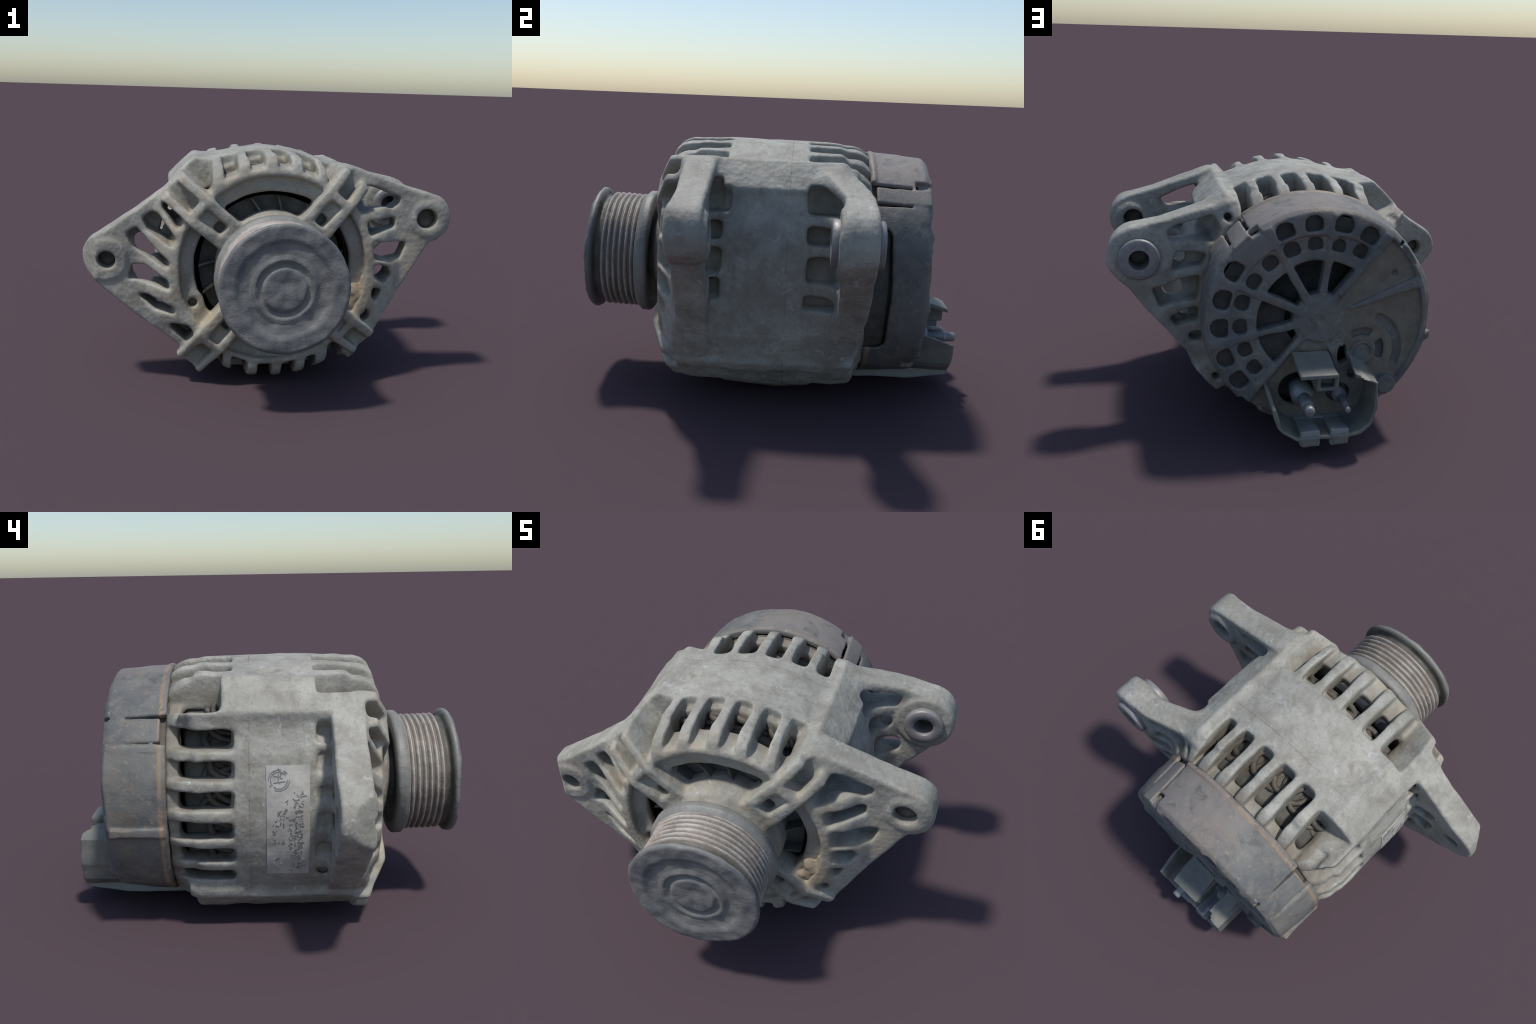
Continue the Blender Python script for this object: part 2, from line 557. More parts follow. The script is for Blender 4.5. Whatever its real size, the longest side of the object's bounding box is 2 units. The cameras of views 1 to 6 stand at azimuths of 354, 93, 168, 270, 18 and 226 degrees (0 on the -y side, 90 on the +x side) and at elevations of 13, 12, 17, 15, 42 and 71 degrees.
# barrel: shoulders turned, cross-section swelling at the four through-bolt corners
body.revolve("add", [(0, -0.53), (0.50, -0.527), (0.543, -0.530), (0.575, -0.516), (0.598, -0.487), (0.611, -0.447), (0.614, -0.36), (0.614, -0.2), (0.615, 0.0),
                     (0.613, 0.12), (0.611, 0.25), (0.605, 0.37), (0.592, 0.405), (0.565, 0.445), (0, 0.445)])
barrel = [(CX + r * cos(a), CZ + r * sin(a)) for a in np.linspace(0, 2 * pi, 96, endpoint=False) for r in (0.612 + (0.040, 0.050, 0.027, 0.058)[int(2 * a / pi) % 4] * abs(sin(2 * a)) ** 2.6,)]
body.prism("add", barrel, -0.40, 0.325, 0.03, 0.02)
for ang, d, half, y0, y1, k in ((134, 0.680, 0.090, -0.47, 0.340, 0.11), (46, 0.674, 0.088, -0.46, 0.33, 0.07), (230.5, 0.668, 0.080, -0.49, 0.335, 0.05), (318, 0.678, 0.085, -0.48, 0.40, 0.05)):
    body.prism("add", flat_at(ang, d, half, 0.40), y0, y1, 0.025, k)
# right wall sweeps outwards towards the lower flange
body.prism("add", [(0.25, 0.20), (0.540, 0.225), (0.585, 0.30), (0.609, 0.38), (0.615, 0.46), (0.609, 0.56), (0.590, 0.66), (0.25, 0.74)], -0.40, 0.30, 0.02, 0.05)
# foot along the belly of the stator section
body.revolve("add", [(0.5, -0.24), (0.655, -0.235), (0.668, 0.04), (0.655, 0.195), (0.5, 0.20)], 0.03, (240, 300), inside=lambda x, y, z: 0.006 - z)

# front mounting plate: two arms that end in lugs
LUG_L, LUG_R, LUG_B = (-0.866, 0.677), (0.862, 0.906), (0.842, 0.886)
left_arm = [(-0.30, 1.16), (-0.42, 1.150), (-0.555, 1.062), (-0.86, 0.842)] + arc((-0.868, 0.688), 0.132, 112, 222, 9) + [(-0.832, 0.476), (-0.665, 0.335), (-0.452, 0.175), (-0.36, 0.13), (0, 0.6)]
right_arm = [(0.30, 1.18), (0.43, 1.188), (0.52, 1.154)] + arc((0.852, 0.907), 0.138, 72, -35, 9) + [(0.920, 0.786), (0.892, 0.780), (0.862, 0.738), (0.756, 0.560), (0.600, 0.290), (0.48, 0.20), (0, 0.6)]
for arm, face, back in ((left_arm, -0.437, -0.290), (right_arm, -0.420, -0.275)):
    body.prism("add", arm, face, back, 0.012, 0.018)
    # ribbed cone between plate and ring
    inner = [(CX + (x - CX) * 0.985, CZ + (z - CZ) * 0.985) for x, z in arm]
    body.revolve("add", [(0.45, -0.53), (0.535, -0.532), (0.60, -0.500), (0.71, face - 0.002), (0.76, -0.38), (0.45, -0.38)], 0.01,
                 inside=lambda x, y, z, a=inner: poly_dist(x, z, a))
body.rod("add", LUG_L, 0.112, -0.449, -0.296, 0.008, 0.012)
body.rod("add", LUG_R, 0.100, -0.428, -0.262, 0.008, 0.012)
body.rod("add", (0.87, 0.89), 0.098, -0.30, -0.252, 0.006, 0.012)

# rear mounting arm, cranked backwards away from the barrel
crank = lambda x: np.clip((x - 0.44) * 0.28, 0, 0.078)
rear_arm = [(0.30, 1.07), (0.40, 1.120), (0.49, 1.125), (0.63, 1.095)] + arc((0.842, 0.893), 0.154, 74, -25, 9) + [(0.90, 0.734), (0.818, 0.622), (0.685, 0.460), (0.55, 0.290), (0.45, 0.215), (0.1, 0.6)]
body.prism("add", rear_arm, 0.224, 0.361, 0.014, 0.06, shear=crank)
body.rod("add", LUG_B, 0.150, 0.283, 0.440, 0.010, 0.02)
# bolt bosses on the back of the corners
for c, r, y1 in (((0.378, 1.072), 0.072, 0.372), ((-0.460, 1.052), 0.045, 0.385), ((0.455, 0.215), 0.060, 0.40), ((-0.44, 0.215), 0.055, 0.36)):
    body.rod("add", c, r, 0.10, y1, 0.008, 0.02)

# cavity for stator and rotor
body.revolve("cut", [(0, -0.450), (0.47, -0.450), (0.495, -0.42), (0.50, 0.36), (0.46, 0.395), (0, 0.395)])

# front slots: gaps between parallel fins on top and belly
FIN_TOP = [(-0.292, 0.058), (-0.158, 0.060), (-0.016, 0.058), (0.118, 0.060), (0.252, 0.054)]
TOP_EDGE = (-0.462, 0.372)
FIN_LOW = [(-0.226, 0.056), (-0.088, 0.056), (0.045, 0.056), (0.171, 0.056), (0.289, 0.056)]
LOW_EDGE = (-0.325, 0.40)


def gaps(fins, edge):
    xs = [edge[0]] + [e for c, w in fins for e in (c - w / 2, c + w / 2)] + [edge[1]]
    return list(zip(xs[::2], xs[1::2]))


outer = lambda r: (lambda x, y, z: r - np.hypot(x - CX, z - CZ))
outer_f = lambda r: (lambda x, y, z: r + np.clip((y + 0.54) * 0.17, 0, 0.040) - np.hypot(x - FRONT[0], z - FRONT[1]))
for i, (a, b) in enumerate(gaps(FIN_TOP, TOP_EDGE)):
    pts = [(a, 0.95), (b, 0.95), (b, 1.32), (a, 1.32)]
    if i == 0:
        pts = [(-0.31, 0.98), (b, 0.95), (b, 1.32), (-0.52, 1.32), (-0.556, 1.214), (-0.352, 1.042)]
    if i == 5:
        pts = [(a, 0.95), (0.24, 1.0), (0.290, 1.092), (0.405, 1.235), (0.40, 1.32), (a, 1.32)]
    body.prism("cut", pts, -0.68, -0.238, 0.016, 0.006, outer_f(0.525) if i else outer(0.520), fillet=0.012)
    body.prism("cut", [(p, max(q, 0.9)) for p, q in pts], -0.405, -0.275, 0.016, 0.008, outer(0.42), fillet=0.012)
for a, b in gaps(FIN_LOW, LOW_EDGE):
    pts = [(a, -0.1), (b, -0.1), (b, 0.33), (a, 0.33)]
    body.prism("cut", pts, -0.68, -0.245, 0.016, 0.006, outer_f(0.520), fillet=0.012)
    body.prism("cut", pts, -0.405, -0.275, 0.016, 0.008, outer(0.42), fillet=0.012)

# front slots through the lug lattice
LATTICE = [
    [(-0.585, 1.000), (-0.575, 0.955), (-0.49, 0.855), (-0.45, 0.885), (-0.46, 0.945), (-0.545, 1.025)],
    [(-0.685, 0.90), (-0.63, 0.945), (-0.59, 0.925), (-0.50, 0.80), (-0.52, 0.76), (-0.66, 0.84)],
    [(-0.775, 0.82), (-0.71, 0.865), (-0.63, 0.765), (-0.535, 0.68), (-0.535, 0.64), (-0.66, 0.71), (-0.735, 0.745)],
    [(-0.765, 0.57), (-0.735, 0.65), (-0.67, 0.655), (-0.54, 0.585), (-0.525, 0.525), (-0.68, 0.565)],
    [(-0.715, 0.495), (-0.64, 0.50), (-0.51, 0.44), (-0.50, 0.395), (-0.61, 0.405)],
    [(-0.55, 0.345), (-0.435, 0.345), (-0.395, 0.285), (-0.44, 0.235)],
    [(0.425, 1.00), (0.485, 1.105), (0.575, 1.080), (0.71, 1.02), (0.69, 0.975), (0.46, 0.95)],
    [(0.50, 0.905), (0.68, 0.92), (0.685, 0.855), (0.52, 0.825)],
    [(0.535, 0.80), (0.755, 0.780), (0.725, 0.685), (0.65, 0.67), (0.545, 0.70)],
    [(0.555, 0.68), (0.64, 0.655), (0.67, 0.60), (0.62, 0.555), (0.555, 0.60)],
    [(0.545, 0.555), (0.61, 0.525), (0.575, 0.45), (0.545, 0.49)],
    [(0.52, 0.45), (0.555, 0.38), (0.51, 0.335), (0.48, 0.38)],
]
LATTICE_OPEN = {2: 0.740, 3: 0.740, 4: 0.650, 5: 0.640, 6: 2, 7: 2, 8: 2, 9: 2, 10: 2, 11: 2}     # open at the back out to this radius
for i, pts in enumerate(LATTICE):
    rr = lambda x, z: np.hypot(x - CX, z - CZ)
    body.prism("cut", pts, -0.68, -0.325, 0.018, 0.008, outer_f(0.528), draft=0.07, fillet=0.016)
    body.prism("cut", pts, -0.36, -0.306 if i < 6 else -0.245, 0.018, 0.008, lambda x, y, z, o=LATTICE_OPEN.get(i, 0.630): np.maximum(0.560 - rr(x, z), rr(x, z) - o), fillet=0.014)
    # the slots run out as dents in the barrel wall behind the ear
    body.prism("cut", pts, -0.30, -0.232, 0.016, 0.008, lambda x, y, z, q=0.604 if i < 6 else 0.575: np.maximum(q - rr(x, z), rr(x, z) - 0.665), fillet=0.012)

# pocket floors are open only in places
for pts in ([(-0.725, 0.78), (-0.685, 0.805), (-0.640, 0.745), (-0.625, 0.685), (-0.665, 0.675), (-0.715, 0.725)], [(-0.718, 0.60), (-0.650, 0.605), (-0.635, 0.540), (-0.705, 0.525)],
            [(0.49, 1.02), (0.53, 1.065), (0.575, 1.062), (0.685, 1.005), (0.665, 0.955), (0.50, 0.955)]):
    body.prism("cut", pts, -0.40, -0.20, 0.006, 0.008)

# front ring, annulus step and windows
body.revolve("add", [(0.497, -0.534), (0.515, -0.534), (0.526, -0.522), (0.530, -0.42), (0.496, -0.42)], 0.012, c=FRONT)
body.revolve("cut", [(0.300, -0.64), (0.497, -0.64), (0.490, -0.497), (0.300, -0.497)], 0.008, c=FRONT)
body.revolve("cut", [(0.300, -0.70), (0.408, -0.70), (0.412, -0.36), (0.300, -0.36)], 0.008, c=FRONT)
# bearing hub, coned forward to the pulley
body.revolve("add", [(0, -0.625), (0.20, -0.625), (0.25, -0.600), (0.285, -0.560), (0.302, -0.515), (0.304, -0.40), (0, -0.40)], 0.012, c=FRONT)
# four double-railed spokes
SPOKES = [(140.5, 0.68), (49.0, 0.66), (230.0, 0.69), (321.5, 0.665)]
for ang, reach in SPOKES:
    c, s = cos(math.radians(ang)), sin(math.radians(ang))
    rect = lambda u0, u1, w0, w1: [(CX + u * c - v * s, CZ + u * s + v * c) for u, v in ((u0, w0), (u1, w0), (u1, w1), (u0, w1))]
    front = lambda x, y, z, c=c, s=s: -0.573 + 0.085 * np.clip(((x - CX) * c + (z - CZ) * s - 0.50) / 0.20, 0, 1.4) - y
    body.prism("add", rect(0.28, reach, -0.088, 0.088), -0.63, -0.41, 0.014, 0.02, inside=front)
    body.prism("cut", rect(0.345, 0.482, -0.033, 0.033), -0.70, -0.538, 0.014, 0.014)
    body.prism("cut", rect(0.345, 0.395, -0.026, 0.026), -0.70, -0.47, 0.012, 0.01)
    body.prism("cut", rect(0.532, 0.76, -0.038, 0.038), -0.70, -0.445, 0.016, 0.016)
# screw holes of the bearing plate, in the annulus beside the spokes
for ang in (203, 337):
    p = at(0.455, ang)
    body.rod("add", (p[0], p[2]), 0.058, -0.50, -0.42, 0.006, 0.02)
    body.rod("cut", (p[0], p[2]), 0.026, -0.70, -0.44, 0.003, 0.006)

# rear slots
REAR_TOP = [(-0.287, 0.060), (-0.148, 0.054), (-0.006, 0.058), (0.129, 0.060), (0.259, 0.056)]
for i, (a, b) in enumerate(gaps(REAR_TOP, (-0.385, 0.345))):
    pts = [(a, 0.98), (b, 0.98), (b, 1.32), (a, 1.32)]
    y0 = 0.19 if i == 0 else 0.155
    if i == 0:
        pts = [(-0.33, 0.98), (b, 0.98), (b, 1.32), (-0.62, 1.32), (-0.62, 1.085), (-0.45, 1.050), (-0.385, 1.035)]
    body.prism("cut", pts, y0, 0.55, 0.018, 0.006, outer(0.535), fillet=0.012)
    body.prism("cut", pts, y0 + 0.012, 0.375, 0.018, 0.006, outer(0.42), fillet=0.012)
for a, b in gaps(FIN_LOW, (-0.30, 0.38)):
    pts = [(a, -0.1), (b, -0.1), (b, 0.33), (a, 0.33)]
    body.prism("cut", pts, 0.225, 0.55, 0.016, 0.006, outer(0.552), fillet=0.012)
    body.prism("cut", pts, 0.235, 0.385, 0.016, 0.012, outer(0.42))
BARS = [(0.872, 0.052), (0.742, 0.052), (0.604, 0.054), (0.470, 0.052), (0.350, 0.056)]
for a, b in gaps(BARS[::-1], (0.268, 0.985)):
    pts = [(-0.75, a), (-0.35, a), (-0.35, b), (-0.75, b)]
    body.prism("cut", pts, 0.138, 0.55, 0.018, 0.006, outer(0.560), fillet=0.012)
    body.prism("cut", pts, 0.15, 0.385, 0.018, 0.006, outer(0.42), fillet=0.012)
ARM_SLOTS = [
    [(0.44, 1.02), (0.475, 1.085), (0.66, 1.040), (0.705, 1.015), (0.69, 0.962), (0.47, 0.95)],
    [(0.50, 0.900), (0.665, 0.905), (0.685, 0.805), (0.53, 0.83)],
    [(0.54, 0.785), (0.785, 0.728), (0.75, 0.622), (0.55, 0.665)],
    [(0.55, 0.625), (0.70, 0.567), (0.665, 0.515), (0.55, 0.55)],
    [(0.54, 0.495), (0.61, 0.462), (0.585, 0.425), (0.53, 0.43)],
]
for i, pts in enumerate(ARM_SLOTS):
    body.prism("cut", pts, 0.155 if i == 0 else 0.33, 0.60, 0.018, 0.008, outer(0.552), fillet=0.014)
    if i < 4:
        body.prism("cut", pts, 0.155, 0.30, 0.018, 0.008, lambda x, y, z: np.maximum(0.565 - np.hypot(x - CX, z - CZ), np.hypot(x - CX, z - CZ) - 0.672), fillet=0.014)
for c, r in (((0.640, 0.858), 0.034), ((0.680, 0.700), 0.050), ((0.62, 0.56), 0.030)):
    body.rod("cut", c, r, 0.15, 0.50, 0.0, 0.008)
# bolt and bush holes
body.rod("cut", LUG_L, 0.046, -0.60, -0.10, 0.0, 0.008)
body.rod("cut", LUG_R, 0.055, -0.60, -0.10, 0.0, 0.008)
body.rod("cut", LUG_B, 0.085, 0.1, 0.6, 0.0, 0.006)
for c in ((0.400, 1.072), (-0.460, 1.052), (0.455, 0.215)):
    body.rod("cut", c, 0.024, 0.30, 0.5, 0.0, 0.005)
# clean saw cut across the tip of the left lug
body.apply("cut", lambda x, y, z: np.maximum((x + 0.915) * 0.80 + (y + 0.452) * 0.60, -1.0 * (0.30 - np.abs(z - 0.70))) + 0 * z, (-1.03, -0.52, 0.40), (-0.84, -0.30, 0.95), 0.0)
body.soften(2)
body.roughen(0.11, 0.0035, 3)
body.roughen(0.035, 0.0012, 4)

V, Q = body.skin(2)
# the foot rests flat on the ground
V[:, 2] = np.maximum(V[:, 2], 0.0)

alternator = link(bpy.data.objects.new("alternator", None))
alternator.empty_display_size = 0.3
alternator["label"] = "dusty grey car alternator with finned alloy housing and ribbed pulley"
alternator["category"] = "car alternator"

# ---- name the regions of the casting
C = V[Q].mean(1)
X, Y, Z = C[:, 0] - CX, C[:, 1], C[:, 2] - CZ
Rr, An = np.hypot(X, Z), np.degrees(np.arctan2(Z, X)) % 360
lab = np.where(Y < 0.066, 0, 1)
table = {0: ("front_housing", "top"), 1: ("rear_housing", "top")}
nxt = 2


def claim(mask, name, parent):
    global nxt
    m = mask & ((lab == 0) | (lab == 1))
    if m.sum() > 20:
        lab[m] = nxt
        table[nxt] = (name, parent)
        nxt += 1


claim((Y < 0) & (np.hypot(C[:, 0] - LUG_L[0], C[:, 2] - LUG_L[1]) < 0.155) & (C[:, 0] < -0.72), "mounting_lug", 0)
claim((Y < 0) & (np.hypot(C[:, 0] - LUG_R[0], C[:, 2] - LUG_R[1]) < 0.165) & (C[:, 0] > 0.73), "mounting_lug", 0)
claim((Y > 0.2) & (np.hypot(C[:, 0] - LUG_B[0], C[:, 2] - LUG_B[1]) < 0.175) & (C[:, 0] > 0.67), "mounting_lug", 1)
claim((Rr < 0.335) & (Y < -0.47), "bearing_hub", 0)
for ang, reach in SPOKES:
    u, v = X * cos(math.radians(ang)) + Z * sin(math.radians(ang)), -X * sin(math.radians(ang)) + Z * cos(math.radians(ang))
    claim((u > 0.33) & (u < reach + 0.03) & (np.abs(v) < 0.094) & (Y < -0.45) & (Rr > 0.335), "spoke", 0)
for fins, up in ((FIN_TOP, 1), (FIN_LOW, -1)):
    for c, w in fins:
        claim((np.abs(C[:, 0] - c) < w / 2 + 0.012) & (Z * up > 0.3) & (Rr > 0.556) & (Y < -0.243), "cooling_fin", 0)
for fins, up in ((REAR_TOP, 1), (FIN_LOW, -1)):
    for c, w in fins:
        claim((np.abs(C[:, 0] - c) < w / 2 + 0.012) & (Z * up > 0.3) & (Rr > 0.552) & (Y > (0.165 if up > 0 else 0.23)), "cooling_fin", 1)
for c, w in BARS:
    claim((np.abs(C[:, 2] - c) < w / 2 + 0.012) & (X < -0.3) & (Rr > 0.552) & (Y > 0.15), "cooling_fin", 1)
cent = [np.mean(p, 0) - np.array([CX, CZ]) for p in LATTICE]
la = [math.degrees(math.atan2(q[1], q[0])) % 360 for q in cent]
for group in (la[:6], [a if a < 180 else a - 360 for a in la[6:]]):
    for a, b in zip(group, group[1:]):
        lo_, hi_ = min(a, b), max(a, b)
        aa = np.where(An > 270, An - 360, An) if hi_ < 90 else An
        claim((aa > lo_) & (aa < hi_) & (Rr > 0.56) & (Rr < 0.74) & (Y < -0.285) & (np.abs(X) < 0.70) & (Y > -0.62), "lattice_rib", 0)
made = split_by_label(V, Q, lab, table, M_CAST, {"top": alternator})
front_housing, rear_housing = made[0], made[1]

# ------------------------------------------------------------------ crust of baked road dirt low on the right of the ring
crust = Solid((0.34, -0.60, 0.36), (0.60, -0.42, 0.80), 0.006)
for i in range(34):
    a, r = RNG.uniform(333, 349) if i < 24 else RNG.uniform(349, 362), RNG.uniform(0.44, 0.525) if i < 24 else RNG.uniform(0.495, 0.525)
    p, q = at(r, a, -0.500 - 0.014 * RNG.random()), RNG.uniform(0.018, 0.036) * (1 if i < 24 else 0.6)
    crust.apply("add", lambda x, y, z, p=p, q=q: np.sqrt((x - p[0]) ** 2 + ((y - p[1]) * 1.7) ** 2 + (z - p[2]) ** 2) - q, [c - q for c in p], [c + q for c in p], 0.02)
crust.roughen(0.018, 0.004, 15)
v, q = crust.skin(1)
mesh_object("dirt_crust", v, q, simple("ochre_dirt", (0.25, 0.205, 0.145), (0.42, 0.34, 0.235), 26, 0.85, 0.0, 0.4), front_housing, vertex_normals(v, q))["kind"] = "stuff"

# ------------------------------------------------------------------ steel bush in the rear lug
prof = refine([(0.050, -0.110), (0.094, -0.110), (0.102, -0.104), (0.102, 0.104), (0.094, 0.110), (0.056, 0.110), (0.050, 0.104), (0.050, -0.110)], 0.02)
v, f = lathe(prof, 64)
bush = mesh_object("pivot_bush", v, f, M_BUSH, alternator)
bush.matrix_world = Matrix.Translation((LUG_B[0], 0.363, LUG_B[1])) @ Matrix.Rotation(pi / 2, 4, "X")
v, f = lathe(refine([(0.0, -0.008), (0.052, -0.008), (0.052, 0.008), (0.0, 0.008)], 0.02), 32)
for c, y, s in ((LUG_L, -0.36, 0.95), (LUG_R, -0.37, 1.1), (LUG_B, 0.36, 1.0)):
    ob = mesh_object("bore_disc", v, f, M_COIL, alternator)  # flat dark disc closing the bore of each lug
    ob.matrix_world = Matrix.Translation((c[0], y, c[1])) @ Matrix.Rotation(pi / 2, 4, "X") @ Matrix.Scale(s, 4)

# ------------------------------------------------------------------ pulley
from mathutils import noise as mnoise


def pulley_wob(a, r, h):
    p = Vector((r * cos(a) * 9, r * sin(a) * 9, h * 9))
    w = 0.0028 * mnoise.noise(p * 1.3) + 0.0012 * mnoise.noise(p * 4)
    dh = (0.0080 * mnoise.noise(p * 0.9 + Vector((3, 1, 7))) + 0.0050 * mnoise.noise(p * 2.2)) * (1 if h > 0.275 else 0.15)
    if h > 0.275 and r < 0.165:          # the rusted centre has lost part of its rings
        dh -= 0.010 * max(0.0, mnoise.noise(p * 0.7 + Vector((5, 2, 1))) + 0.15) * min(1, (0.165 - r) * 25)
    return (w if r > 0.2 else 0), dh


ribs = []
for i in range(6):
    h0 = 0.066 + i * 0.029
    ribs += [(0.281, h0), (0.283, h0 + 0.004), (0.297, h0 + 0.012), (0.298, h0 + 0.016), (0.283, h0 + 0.024)]
profile = [(0.0, -0.012), (0.13, -0.012), (0.14, 0.012), (0.255, 0.012), (0.262, 0.002), (0.308, 0.000), (0.318, 0.010), (0.318, 0.042), (0.298, 0.064)] + ribs + [
    (0.280, 0.242), (0.278, 0.250), (0.276, 0.262), (0.304, 0.272), (0.316, 0.282), (0.318, 0.296), (0.308, 0.306), (0.255, 0.307), (0.238, 0.307), (0.228, 0.298), (0.205, 0.294), (0.165, 0.294),
    (0.152, 0.303), (0.140, 0.303), (0.130, 0.292), (0.112, 0.292), (0.105, 0.304), (0.095, 0.307), (0.03, 0.304), (0.0, 0.304)]
v, f = lathe(refine(profile, 0.009), 160, pulley_wob)
pulley = mesh_object("pulley", v, f, M_PULLEY, alternator)
axis = Vector((0.010, -1.0, 0.030)).normalized()
pulley.matrix_world = Matrix.Translation((0.006, -0.640, 0.640)) @ axis.to_track_quat("Z", "Y").to_matrix().to_4x4()

# ------------------------------------------------------------------ insides seen through the slots
turn = Matrix.Translation((CX, 0, CZ)) @ Matrix.Rotation(pi / 2, 4, "X")    # local z -> world -y


def turned(name, prof, mat, seg=96, parent=alternator):
    v, f = lathe(refine(prof, 0.03), seg)
    ob = mesh_object(name, v, f, mat, parent)
    ob.matrix_world = turn
    return ob


turned("gap_liner", [(0.42, 0.36), (0.500, 0.34), (0.500, -0.36), (0.42, -0.38), (0.42, 0.36)], M_GRIME)  # added liner that fills the slot gaps around the coils
turned("stator_core", [(0.40, 0.20), (0.505, 0.20), (0.505, -0.13), (0.40, -0.13), (0.40, 0.20)], M_DARK)
turned("rotor", [(0.0, 0.42), (0.09, 0.42), (0.10, 0.30), (0.33, 0.27), (0.375, 0.20), (0.375, -0.18), (0.33, -0.25), (0.10, -0.28), (0.09, -0.66), (0.0, -0.66)], M_DARK, 72)


def coil_end(y0, direction, seed):
    g = np.random.default_rng(seed)
    parts = []
    for k in range(72):
        a0 = 2 * pi * (k + g.normal(0, 0.2)) / 72
        span = math.radians(24)
        rad, lift = (0.490 if direction > 0 else 0.506) + 0.032 * ((k % 3) / 2) + g.normal(0, 0.006), (0.13 if direction > 0 else 0.10) + 0.02 * (k % 2) + g.normal(0, 0.012)
        path = []
        for i in range(15):
            t = i / 14
            a = a0 + span * (t - 0.5) * (1 - 0.25 * (2 * t - 1) ** 2)
            r = rad + 0.025 * (t - 0.5)
            y = y0 + direction * lift * (1 - abs(2 * t - 1) ** 2.4)
            path.append((CX + r * cos(a), y, CZ + r * sin(a)))
        parts.append(tube(path, 0.0165, 8))
    ob = mesh_object("stator_winding", *join(parts), M_COIL, alternator)
    ob["kind"] = "stuff"


coil_end(-0.19, -1, 5)
coil_end(0.12, 1, 6)
blades = [lathe(refine([(0.12, -0.012), (0.385, -0.012), (0.385, 0.0), (0.12, 0.0), (0.12, -0.012)], 0.05), 72)]
for k in range(15):
    a = 2 * pi * k / 15 + RNG.normal(0, 0.05)
    path = [(r * cos(a + 1.1 * (r - 0.2)), r * sin(a + 1.1 * (r - 0.2)), 0.0) for r in np.linspace(0.24, 0.39, 6)]
    v = [(x + o * -sin(a), y + o * cos(a), h) for x, y, _ in path for o, h in ((-0.006, 0), (0.006, 0), (0.006, 0.06), (-0.006, 0.06))]
    q = [(4 * i + s, 4 * i + (s + 1) % 4, 4 * i + 4 + (s + 1) % 4, 4 * i + 4 + s) for i in range(5) for s in range(4)] + [(0, 1, 2, 3), (23, 22, 21, 20)]
    blades.append((v, q))
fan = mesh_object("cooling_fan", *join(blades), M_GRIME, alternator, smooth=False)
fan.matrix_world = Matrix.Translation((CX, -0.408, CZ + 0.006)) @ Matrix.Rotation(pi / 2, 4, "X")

# ------------------------------------------------------------------ plastic rear cover
cov = Solid((-0.63, 0.40, 0.03), (0.63, 0.80, 1.25), 0.0052)
cov.revolve("add", [(0, 0.740), (0.500, 0.740), (0.535, 0.732), (0.553, 0.712), (0.565, 0.56), (0.571, 0.480), (0.575, 0.442), (0, 0.442)], c=(CX - 0.007, CZ + 0.001))
# shallow panels and steps on the skirt
cov.revolve("add", [(0.50, 0.450), (0.584, 0.450), (0.580, 0.56), (0.562, 0.720), (0.50, 0.735)], 0.004, (152, 191))
cov.revolve("add", [(0.50, 0.450), (0.582, 0.450), (0.578, 0.472), (0.50, 0.472)], 0.004, (53, 134))
# rib and front lip of the lower left panel
cov.prism("add", [(-0.45, 0.525), (-0.582, 0.545), (-0.580, 0.500), (-0.45, 0.48)], 0.452, 0.705, 0.006, 0.006)
cov.revolve("add", [(0.50, 0.450), (0.594, 0.450), (0.594, 0.474), (0.50, 0.474)], 0.004, (193, 226))
cov.revolve("add", [(0.50, 0.450), (0.586, 0.450), (0.584, 0.56), (0.572, 0.705), (0.50, 0.720)], 0.02, (192, 229))
cov.revolve("cut", [(0, 0.680), (0.516, 0.680), (0.542, 0.50), (0.544, 0.40), (0, 0.40)])
# face: recessed inner fan with spokes, two dusty panels
cov.revolve("cut", [(0.15, 0.728), (0.428, 0.728), (0.428, 0.80), (0.15, 0.80)], 0.003, (-48, 40))
cov.revolve("cut", [(0.15, 0.728), (0.428, 0.728), (0.428, 0.80), (0.15, 0.80)], 0.003, (39, 126))
for a0, a1 in ((131.5, 157), (163, 226), (251, 309)):
    cov.revolve("cut", [(0.140, 0.716), (0.522, 0.716), (0.522, 0.80), (0.140, 0.80)], 0.003, (a0, a1))
RIBS = (128, 97, 60.5, 26, -11, -49)
for a0, a1 in zip(RIBS[1:], RIBS):
    cov.revolve("cut", [(0.150, 0.60), (0.298, 0.60), (0.298, 0.85), (0.150, 0.85)], 0.012, (a0 + 3.2, a1 - 3.2))
HUB = (-0.006, 0.634)
dish = lambda r: 0.741 - 0.014 * np.clip((0.42 - r) / 0.27, 0, 1)          # spokes fall towards the hub
cov.rod("cut", (CX, CZ), 0.155, 0.60, 0.85, 0.0, 0.004)
for a in RIBS:
    c, s = cos(math.radians(a)), sin(math.radians(a))
    cov.prism("add", [(CX + u * c - w * s, CZ + u * s + w * c) for u, w in ((0.10, -0.018), (0.53, -0.018), (0.53, 0.018), (0.10, 0.018))], 0.670, 0.745, 0.004, 0.008,
              inside=lambda x, y, z: y - dish(np.hypot(x - CX, z - CZ)))
for a0, a1 in ((126, 170), (155, 250), (245, 313)):
    cov.revolve("add", [(0.06, 0.66), (0.175, 0.66), (0.175, 0.722), (0.06, 0.710)], 0.006, (a0, a1))
cov.rod("add", HUB, 0.134, 0.64, 0.716, 0.004, 0.006)
cov.rod("add", HUB, 0.113, 0.64, 0.727, 0.005, 0.003)
cov.rod("cut", HUB, 0.020, 0.720, 0.75, 0.003, 0.006)
pick = RNG.normal(0, 0.004, (40, 2))


